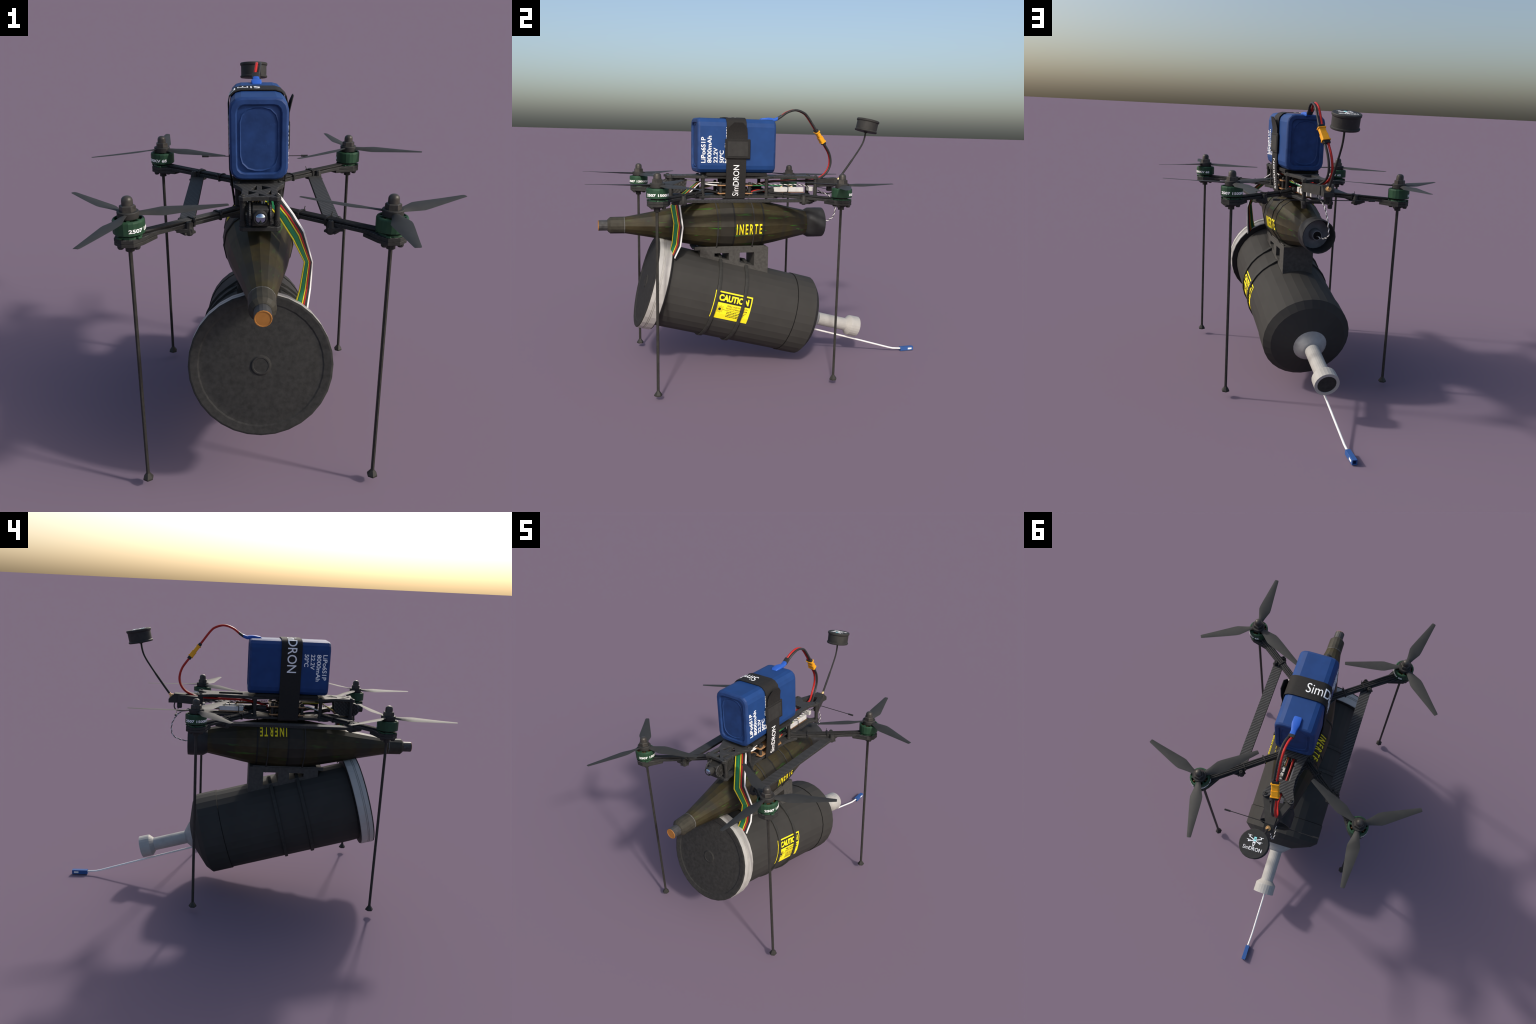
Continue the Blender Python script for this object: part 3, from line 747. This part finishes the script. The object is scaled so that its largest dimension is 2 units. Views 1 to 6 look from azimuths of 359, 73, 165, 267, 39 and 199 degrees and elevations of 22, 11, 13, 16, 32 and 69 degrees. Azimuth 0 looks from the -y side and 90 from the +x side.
put("heat_shrink", loft([[(LX + a, y, z + b) for a, b in rrect(.0165, .0088, .0075, 2)] for y, z in ((.050, 1.4155), (.074, 1.4315))], True, 40), M["wblack"], pw)
d = Vector((-.016, .336 - .280, 1.2860 - 1.3590)).normalized(); cxt = Vector((X0, .3075, 1.3235))
a_ = d; x_ = Vector((1, 0, 0)); x_ = (x_ - a_ * x_.dot(a_)).normalized(); y_ = a_.cross(x_)
RX = Matrix(((x_.x, y_.x, a_.x, cxt.x), (x_.y, y_.y, a_.y, cxt.y), (x_.z, y_.z, a_.z, cxt.z), (0, 0, 0, 1)))
def bar(z0, z1, hx, hy, ch=.004): return [[(a, b, z) for a, b in rrect(hx, hy, ch, 1)] for z in (z0, z1)]
def placed(loops):
    me = loft(loops, True, 20); me.transform(RX); return me
put("connector", join_meshes([placed(bar(-.037, -.033, .0215, .0135)), placed(bar(-.033, -.001, .0180, .0098)), placed(bar(.001, .033, .0195, .0128)), placed(bar(.033, .037, .0225, .0150)), placed(bar(-.002, .002, .0165, .009))]), M["orange"], pw)
put("connector_boot", join_meshes([placed(bar(-.052, -.036, .0170, .0085)), placed(bar(.036, .052, .0175, .0095))] + [placed(bar(z, z + .002, .0180, .0095)) for z in (-.050, -.046, -.042)] + [placed(bar(z, z + .002, .0184, .0103)) for z in (.041, .045, .049)]), M["wblack"], pw)

# ------------------------------------------------------------------ rear mount, antennas
rm = part("antenna_mount")
for sx in (-1, 1):
    arm_poly = [(X0 + sx * .083, .268), (X0 + sx * .074, .284), (X0 + sx * .030, .395), (X0 + sx * .004, .400), (X0 + sx * .018, .345), (X0 + sx * .050, .262)]
    put("mount_arm", plate(arm_poly, [], .043, Matrix.Translation((0, 0, 1.067))), M["black"], rm)
tip = [(.352, 1.0445), (.352, 1.0905), (.411, 1.0945), (.4435, 1.0630), (.4435, 1.0435)]
put("mount_tip", plate(tip, [], .050, FX), M["black"], rm)
put("mount_foot", box(X0 - .012, .384, 1.030, .030, .026, .030, .003), M["black"], rm)
put("mount_hook", sweep(catmull([(X0 - .02, .41, 1.046), (X0 - .02, .412, 1.02), (X0 - .02, .398, 1.002), (X0 - .02, .36, 1.0), (X0 - .015, .31, 1.006)], 5), .0035, 6), M["wblack"], rm)
an = part("video_antenna")
n = Vector((0, .0315, .0325)).normalized()
put("antenna_plug", lathe([(-.004, .0140), (.003, .0140), (.004, .0075), (.016, .0070), (.018, .005)], 12, frame_dir((X0, .4300, 1.0790), n), angle=30), M["gold"], an)
ap = catmull([(X0, .4360, 1.0850), (X0, .4650, 1.1240), (X0, .5210, 1.2030), (X0, .5620, 1.2640), (X0, .5800, 1.2980), (X0, .5890, 1.3280), (X0, .5930, 1.3540)], 6)
put("antenna_stem", sweep(ap, [.0062 if i < 12 else .0050 for i in range(len(ap))], 8), M["black_s"], an)
TA = math.radians(11.5); ax = Vector((0, math.sin(TA), math.cos(TA))); cb = Vector((X0 - .001, .5935, 1.3590))
FA = frame_dir(cb, ax)
put("antenna_cap", lathe([(-.006, .007), (-.005, .0105), (0, .0105), (.0005, .063), (.004, .0655), (.009, .0655), (.012, .0615), (.055, .0620), (.060, .0660), (.067, .0665), (.0705, .0640), (.0705, 0)], 24, FA, angle=28), M["black"], an)
ayv = ax.cross(Vector((1, 0, 0))).normalized()      # points toward +y-ish / down slope
def on_cap(u, v, hh):
    # reading toward -x, up toward -y
    up = Vector((0, -math.cos(TA), math.sin(TA)))
    return cb + ax * (.0712 + hh) + Vector((-1, 0, 0)) * u + up * v
put("antenna_lettering", warp(join_meshes([text_mesh("Sim", .0265, .0165, -.004, .0003, -.0430, -.030), text_mesh("DRON", .0580, .0160, .006, .0003, -.0150, -.030)]), on_cap), M["white"], an)
ic = []
for a in (25, 155, 205, 335):
    c, s = math.cos(math.radians(a)), math.sin(math.radians(a))
    ic.append(box(c * .014, .016 + s * .012, 0, .028, .0035, .0006, rot=Matrix.Rotation(math.atan2(s * .012, c * .014), 4, "Z")))
    ic.append(box(c * .029, .0185 + s * .024, 0, .005, .009, .0006)); ic.append(box(c * .029, .0235 + s * .024, 0, .019, .0018, .0006))
ic.append(plate([(-.007, .006), (-.002, -.013), (.002, -.013), (.007, .006), (.004, .010), (-.004, .010)], [[(-.004, .003), (0, -.009), (.004, .003)]], .0006))
put("antenna_emblem", warp(join_meshes(ic), on_cap), M["white"], an)
put("antenna_emblem", warp(plate([(-.0055, .012), (.0055, .012), (.0055, .031), (-.0055, .031)], [[(-.002, .016), (.002, .016), (.002, .024), (-.002, .024)]], .0010), on_cap), M["cyan"], an)
wh = part("receiver_antenna")
put("whip_wire", sweep([(X0 - .222, .388, 1.0213), (X0 + .222, .388, 1.0213)], .0021, 6), M["black_s"], wh)
for sx in (-1, 1):
    put("whip_tip", sweep([(X0 + sx * .220, .388, 1.0213), (X0 + sx * .2515, .388, 1.0213)], .0050, 8), M["black_s"], wh)

# ------------------------------------------------------------------ electronics between the plates
el = part("flight_electronics")
def octa_pcb(z):
    c = .008; hx, ya, yb = .0885, -.300, -.106
    return plate([(X0 - hx + c, ya), (X0 + hx - c, ya), (X0 + hx, ya + c), (X0 + hx, yb - c), (X0 + hx - c, yb), (X0 - hx + c, yb), (X0 - hx, yb - c), (X0 - hx, ya + c)], [], .0048, Matrix.Translation((0, 0, z)))
for z in (1.0095, 1.0535): put("circuit_board", octa_pcb(z), M["pcb"], el)
POST = lathe([(.997, .0085), (1.068, .0085), (1.072, .005)], 10, angle=30); POST.materials.append(M["black"])
for sx in (-1, 1):
    for y in (-.284, -.122): at(put("board_post", POST, None, el), (X0 + sx * .0735, y, 0))
chips = []
for k in range(70):
    z = random.choice((1.0125, 1.0560)); w = random.uniform(.006, .022); chips.append(box(X0 + random.uniform(-.075, .075), random.uniform(-.29, -.115), z + .003, w, random.uniform(.006, .02), random.uniform(.004, .012)))
o = put("board_component", join_meshes(chips), M["chip"], el); o["kind"] = "stuff"
put("flight_module", box(X0, -.205, 1.030, .130, .15, .026, .004), M["black_s"], el)
rxp = part("receiver_module")
put("receiver_can", box(X0 + .026, .119, 1.0265, .024, .178, .027, .002), M["silver"], rxp)
put("receiver_board", box(X0 + .026, .119, 1.0110, .030, .182, .003), M["copper"], rxp)
put("receiver_can", box(X0 - .030, .100, 1.0265, .028, .130, .024, .002), M["silver"], rxp)
put("receiver_board", box(X0 - .030, .100, 1.0125, .032, .140, .003), M["pcb"], rxp)
for x, y in ((.030, .075), (.032, .135), (-.03, .07), (-.028, .14)): put("receiver_part", box(X0 + x, y, 1.0435, .010, .012, .007, .001), M["cream"], rxp)
for x, y in ((.030, .11), (-.030, .06)):
    put("zip_tie", sweep([(X0 + x - .018, y, 1.0), (X0 + x - .018, y, 1.0425), (X0 + x + .018, y, 1.0425), (X0 + x + .018, y, 1.0)], .0022, 6), M["black_s"], rxp)
put("servo_plug", box(X0 + .004, .255, 1.030, .055, .022, .026, .002), M["silver"], rxp)
lo = part("wiring_loom")
def wire(pts, m, r=.0028, n=5): put("loom_wire", sweep(catmull(pts, n), r, 6), M[m], lo)
for i, m in enumerate(("wgreen", "yellow_w", "red", "wblack")):
    x = X0 + .040 - .007 * i
    wire([(x, -.118, 1.050), (x, -.07, 1.049), (x - .004, .0, 1.0495), (x - .006, .075, 1.048)], m, .0030)
    wire([(X0 - .045 + .006 * i, -.29, 1.052), (X0 - .044 + .006 * i, -.33, 1.050 - .004 * i), (X0 - .04 + .006 * i, -.38, 1.03)], ("wwhite", "wblack", "wblack", "cream")[i], .0034)
    wire([(X0 + .055 - .01 * i, -.115, 1.015), (X0 + .05 - .01 * i, -.06, 1.025 - .004 * i), (X0 + .045 - .01 * i, 0, 1.012), (X0 + .03 - .01 * i, .03, 1.010)], ("red", "wblack", "wblack", "wblack")[i], .0045)
    wire([(X0 + .056 - .010 * i, -.293, 1.0515), (X0 + .056 - .010 * i, -.330, 1.054), (X0 + .052 - .010 * i, -.372, 1.060 - .004 * i)], ("wwhite", "wwhite", "wblack", "wblack")[i], .0038)
for sx in (-1, 1):        # motor leads curl up to the lower board
    for k in range(3):
        wire([(X0 + sx * (.085 - .008 * k), -.395, 1.016), (X0 + sx * (.066 - .006 * k), -.360, 1.022), (X0 + sx * (.058 - .008 * k), -.325, 1.018), (X0 + sx * (.052 - .008 * k), -.295, 1.012)], "black_s", .0050)
        wire([(X0 + sx * (.085 - .008 * k), .006, 1.016), (X0 + sx * (.066 - .006 * k), -.020, 1.026), (X0 + sx * (.058 - .008 * k), -.06, 1.022), (X0 + sx * (.052 - .008 * k), -.112, 1.012)], "black_s", .0055)
put("capacitor", lathe([(-.035, .0), (-.035, .014), (.035, .014), (.035, 0)], 14, frame_dir((X0 - .055, -.055, 1.040), (0, 1, 0)), angle=30), M["black_s"], lo)
put("capacitor", lathe([(-.025, .0), (-.025, .012), (.025, .012), (.025, 0)], 14, frame_dir((X0 + .045, .0, 1.022), (0, 1, 0)), angle=30), M["black_s"], lo)
# twisted pair from the boards back to the shell
tp = catmull([(X0 + .035, -.10, 1.062), (X0 + .036, -.02, 1.056), (X0 + .034, .08, 1.0540), (X0 + .028, .18, 1.0530), (X0 + .012, .255, 1.040), (X0 + .0, .320, 1.0140), (X0 - .004, .385, .984), (X0 - .008, .420, .935), (X0 - .014, .4270, .890), (X0 - .020, .4120, .855), (X0 - .014, .365, .8330), (X0 - .006, .325, .8290), (X0, .295, .834)], 26)
for ph, m in ((0, "wwhite"), (pi, "wblack")):
    pts = []; dist = 0.0
    for i, p in enumerate(tp):
        if i: dist += (p - tp[i - 1]).length
        t = (tp[min(i + 1, len(tp) - 1)] - tp[max(i - 1, 0)]).normalized(); u = t.orthogonal() if abs(t.x) > .9 else t.cross(Vector((1, 0, 0))).normalized(); w = t.cross(u)
        a = dist / .030 * 2 * pi + ph
        pts.append(p + (u * math.cos(a) + w * math.sin(a)) * .0018)
    put("twisted_wire", sweep(pts, .0020, 6), M[m], lo)

# ribbon cable: strands laid side by side, bent from the boards down to the drum lid
rib = part("ribbon_cable")
# for every bend: the white edge and the yellow edge of the ribbon
bends = [((X0 + .058, -.290, 1.0665), (X0 - .012, -.290, 1.0655)), ((X0 + .062, -.388, 1.0700), (X0 - .012, -.385, 1.0670)), ((.062, -.402, 1.063), (X0 + .0, -.405, 1.0625)), ((.110, -.470, 1.010), (.055, -.500, 1.004)), ((.1430, -.5180, .9630), (.0985, -.5620, .9490)),
         ((.1770, -.5060, .8415), (.1410, -.5520, .8610)), ((.1715, -.5180, .7430), (.1250, -.5590, .7560)), ((.1600, -.5480, .6760), (.1140, -.5655, .7190))]
strands = [("wwhite", 1.15), ("wblack", 1.7), ("red", .9), ("wblack", .35), ("yellow_w", .8), ("wblack", .35), ("wgreen", 2.6), ("wblack", .35), ("yellow_w", .8)]
total = sum(w for _, w in strands); pos = 0.0
for m, w in strands:
    f0, f1 = pos / total, (pos + w) / total; pos += w
    bm = bmesh.new(); rows = []
    for i, (a, b) in enumerate(bends):
        A, B = Vector(a), Vector(b); p, q = A.lerp(B, f0), A.lerp(B, f1)
        i0, i1 = max(i - 1, 0), min(i + 1, len(bends) - 1)
        t = (Vector(bends[i1][0]) + Vector(bends[i1][1]) - Vector(bends[i0][0]) - Vector(bends[i0][1])).normalized()
        nn = t.cross(B - A).normalized() * .0022
        rows.append([bm.verts.new(v) for v in (p - nn * .6, p + nn * .6, p.lerp(q, .5) + nn, q + nn * .6, q - nn * .6, p.lerp(q, .5) - nn)])
    for R, S in zip(rows, rows[1:]):
        for k in range(6): bm.faces.new((R[k], R[(k + 1) % 6], S[(k + 1) % 6], S[k]))
    bm.faces.new(rows[0]); bm.faces.new(rows[-1])
    put("ribbon_strand", finish(bm), M[m], rib)

# ------------------------------------------------------------------ each part is a mesh: its first piece carries the others
bpy.context.view_layer.update()
for e in [o for o in ROOT.children if o.type == "EMPTY"]:
    kids = list(e.children); kids.sort(key=lambda o: ORDER[o]); main = kids[0]; world = {o: o.matrix_world.copy() for o in kids}
    for o in kids:
        o.parent = ROOT if o is main else main
        o.matrix_parent_inverse = Matrix() if o is main else world[main].inverted()
        o.matrix_basis = world[o]
    name = e.name.split(".")[0]
    bpy.data.objects.remove(e); main.name = name
bpy.context.view_layer.update()
